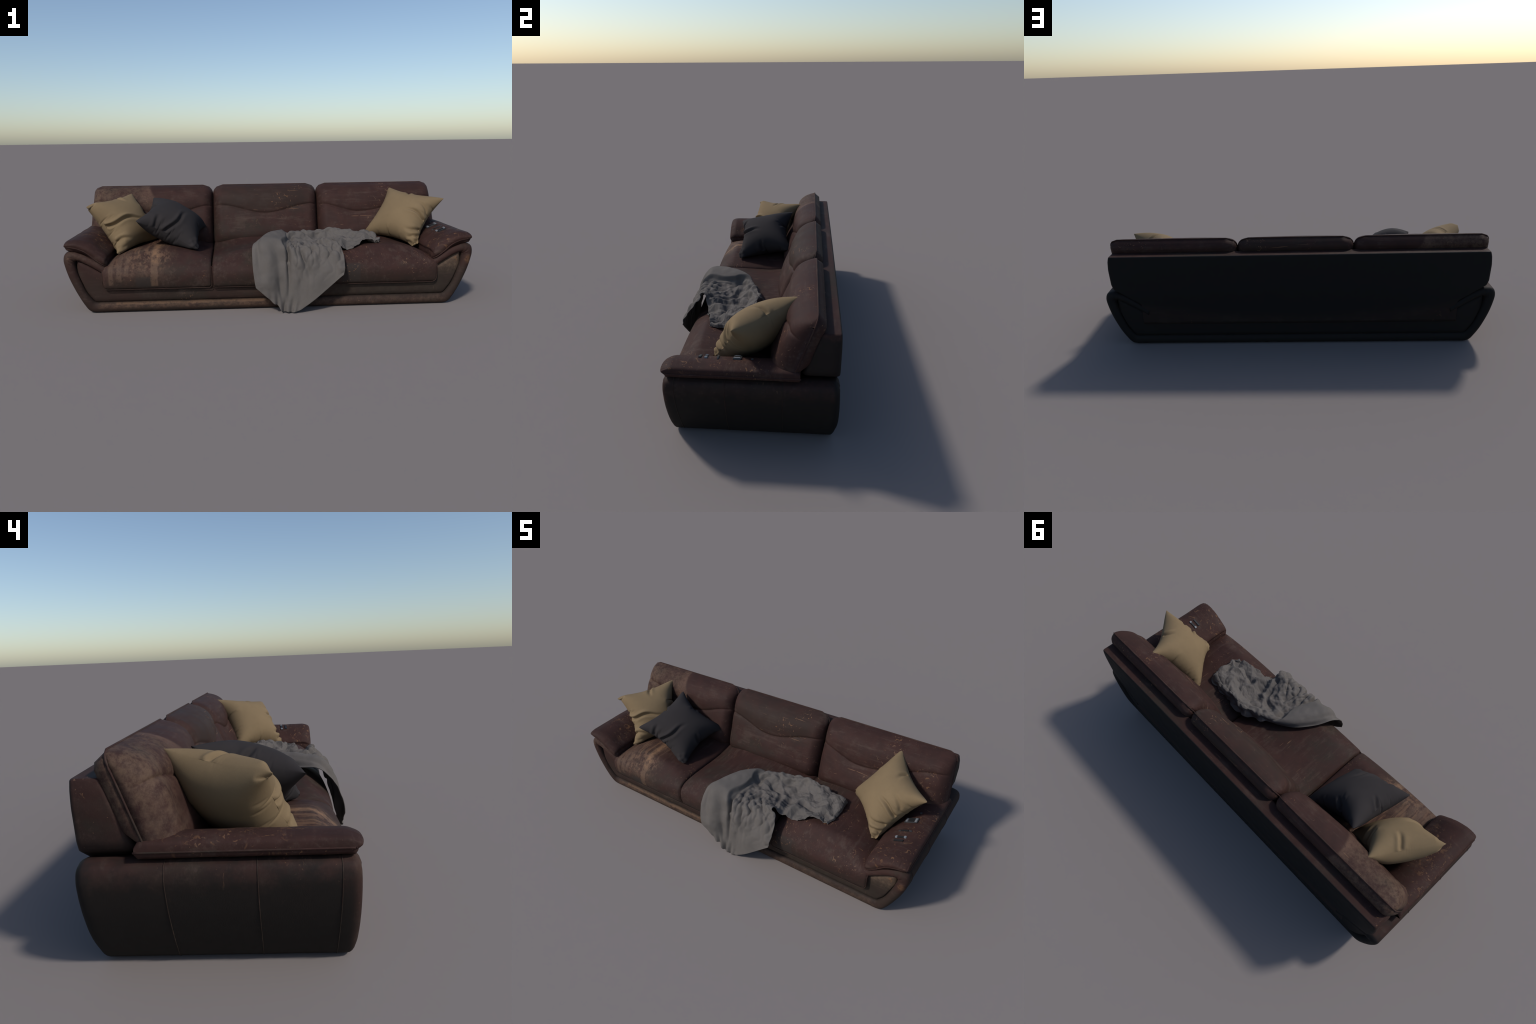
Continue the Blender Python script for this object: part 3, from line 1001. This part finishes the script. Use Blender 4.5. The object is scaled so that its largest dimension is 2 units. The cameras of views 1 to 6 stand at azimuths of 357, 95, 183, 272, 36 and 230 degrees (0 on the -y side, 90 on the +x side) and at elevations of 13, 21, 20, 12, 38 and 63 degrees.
def blanket_fields(ns, nt):
    P = surface(NET, ns, nt)
    tt = np.linspace(0, 1, nt)[:, None]
    sv = np.linspace(0, 1, ns)[None, :]
    n = grid_normals(P)
    n /= np.linalg.norm(n, axis=-1)[..., None] + 1e-12
    if n[nt // 2, ns // 2, 2] < 0:
        n = -n
    # the outer sheet is a smooth flap; right of its border the cloth is gathered
    sb = np.interp(tt, [0, .2, .33, .42, .50, .56, 1], [.50, .50, .47, .41, .15, -.08, -.1])
    sb = sb + .022 * np.sin(tt * 38) * smooth(.1, .3, tt)
    c = smooth(sb + .005, sb + .07, sv) * smooth(.13, .33, tt)
    # the flap stands proud of the heap with a steep lip
    lip = smooth(sb + .015, sb - .025, sv) * smooth(.0, .22, sv) * smooth(.17, .29, tt) * smooth(.56, .46, tt)
    P = P + n * (lip * .024 - c * .004)[..., None]
    # creases and soft folds down the hanging part: s at hem, s at top, depth, width, centre and length along t
    f = 0
    for s0, s1, dep, wd, tc_, ln in ((.50, .47, -.026, .022, .20, .12), (.56, .52, .012, .045, .20, .12), (.72, .60, -.016, .022, .20, .09),
                                (.30, .47, -.012, .06, .15, .10), (.10, .17, -.010, .05, .24, .10), (.20, .30, .007, .06, .16, .08),
                                (.84, .66, -.007, .020, .24, .06), (.62, .60, -.007, .016, .30, .06), (.36, .33, -.010, .03, .06, .05)):
        along = np.exp(-((tt - tc_) / ln) ** 2)
        f = f + along * dep * np.exp(-((sv - (s0 + (s1 - s0) * tt / .45 + .025 * np.sin(tt * 15 + s0 * 20))) / wd) ** 2)
    # turned-over strip along the right edge
    f = f + .010 * smooth(.0, .03, sv - (.97 - .40 * tt)) * smooth(.04, .10, tt) * smooth(.42, .34, tt)
    P = P + n * f[..., None]
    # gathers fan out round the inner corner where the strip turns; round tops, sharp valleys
    w1 = fbm(P, 8, 2, 21.0)
    w2 = fbm(P, 15, 2, 23.0)
    rx, ry = P[..., 0] - .285, P[..., 1] + .285
    ang = np.arctan2(ry, rx)
    rad = np.hypot(rx, ry)
    tri = lambda q: np.arcsin(np.sin(q) * .985) * (2 / np.pi)
    fan = tri(ang * 6.0 + w1 * 3.2 + rad * 9)
    fan2 = 1 - 2 * np.abs(np.sin(ang * 4.6 - w1 * 2.2 - rad * 17 + 1.3))
    ring_ = tri(rad * 34 + w1 * 4.0 + ang * 2.6)
    far = tri(P[..., 0] * 38 + P[..., 1] * 24 + w1 * 4) * smooth(.62, .78, tt)
    seat_part = smooth(.34, .46, tt)
    end_calm = smooth(1.0, .93, tt)
    h = fan * .0105 + fan2 * .0065 + ring_ * .0075 + far * .008 + facets(P, .095, 7) * .044 + facets(P, .050, 9, 4) * .008 + .002
    P = P + n * (h * c * seat_part * (.35 + .65 * end_calm))[..., None]
    # broken vertical folds on the upper front, dying out downwards
    vf = np.abs(np.sin(sv * 24 + w1 * 4 + tt * 6)) * .6 + np.abs(np.sin(sv * 41 - tt * 9 + w2 * 4)) * .4
    cf = smooth(sb + .01, sb + .09, sv) * smooth(.03, .26, tt) * (1 - seat_part)
    P = P + n * ((vf - .55) * .022 * cf + facets(P, .055, 12, 4) * .018 * c * (1 - seat_part))[..., None]
    # a few faint dents keep the flap from looking ironed
    P = P + n * (fbm(P, 13, 2, 41.0) * .007 * (1 - c))[..., None]
    # curled lower hem
    curl = smooth(.07, .0, tt) * np.exp(-((sv - .42) / .16) ** 2)
    P[..., 1] = P[..., 1] + curl * .010 * np.sin(sv * 60 + 1)
    P[..., 2] = P[..., 2] + curl * .008 * np.sin(sv * 43)
    return P, n, c, tt, sv

B = None
for NT, NS, iters, exc, lap in ((100, 64, 30, .06, .012), (208, 134, 16, .04, .012)):
    B0, nrm, crump, tt, sv = blanket_fields(NS, NT)
    B = B0.copy() if B is None else upsample(B, NT, NS)
    excess = 1.0 + exc * crump + .004
    rest = {}
    for di, dj in ((1, 0), (0, 1), (1, 1), (1, -1)):
        r = rest_of(B0, di, dj)
        n_, m_ = r.shape
        rest[(di, dj)] = r * excess[:n_, :m_]
    invm = np.ones((NT, NS))
    keep = (.08 + .08 * (1 - crump))[..., None]
    for it in range(iters):
        B[..., 2] -= .0002
        for k in range(2):
            for (di, dj), r in rest.items():
                pair_pass(B, r, di, dj, .9 if di * dj == 0 else .35, invm)
        if it % 2 == 0:
            B += lap * 2 * (laplace(B) - B)
        B += keep * (B0 - B)
        fz = seat_top(B[..., 0], B[..., 1]) + .006
        B[..., 2] = np.where((B[..., 1] > -.300) & (B[..., 2] < fz), fz, B[..., 2])
        B[..., 1] = np.where((B[..., 1] > -.318) & (B[..., 2] < .235) & (tt < .4), -.318, B[..., 1])
        B[..., 1] = np.maximum(B[..., 1], -.384)
        B[..., 2] = np.maximum(B[..., 2], .003)
B += .08 * (laplace(B) - B)
fine = fbm(B, 55, 2, 4.0) * .0020 * (.35 + .65 * crump)
B += grid_normals(B) / (np.linalg.norm(grid_normals(B), axis=-1)[..., None] + 1e-12) * fine[..., None]
base = np.array([.2, -.2, 0])
verts = (B - base).reshape(-1, 3).tolist()
blanket = make_object("throw_blanket", verts, grid_faces(NT, NS), M_BLANKET)
blanket.location = base
so = blanket.modifiers.new("thickness", "SOLIDIFY")
so.thickness = .0035
so.offset = 0
ss = blanket.modifiers.new("smooth", "SUBSURF")
ss.levels = ss.render_levels = 1
blanket["label"] = "crumpled grey linen blanket draped over the seat edge"
blanket["category"] = "blanket"
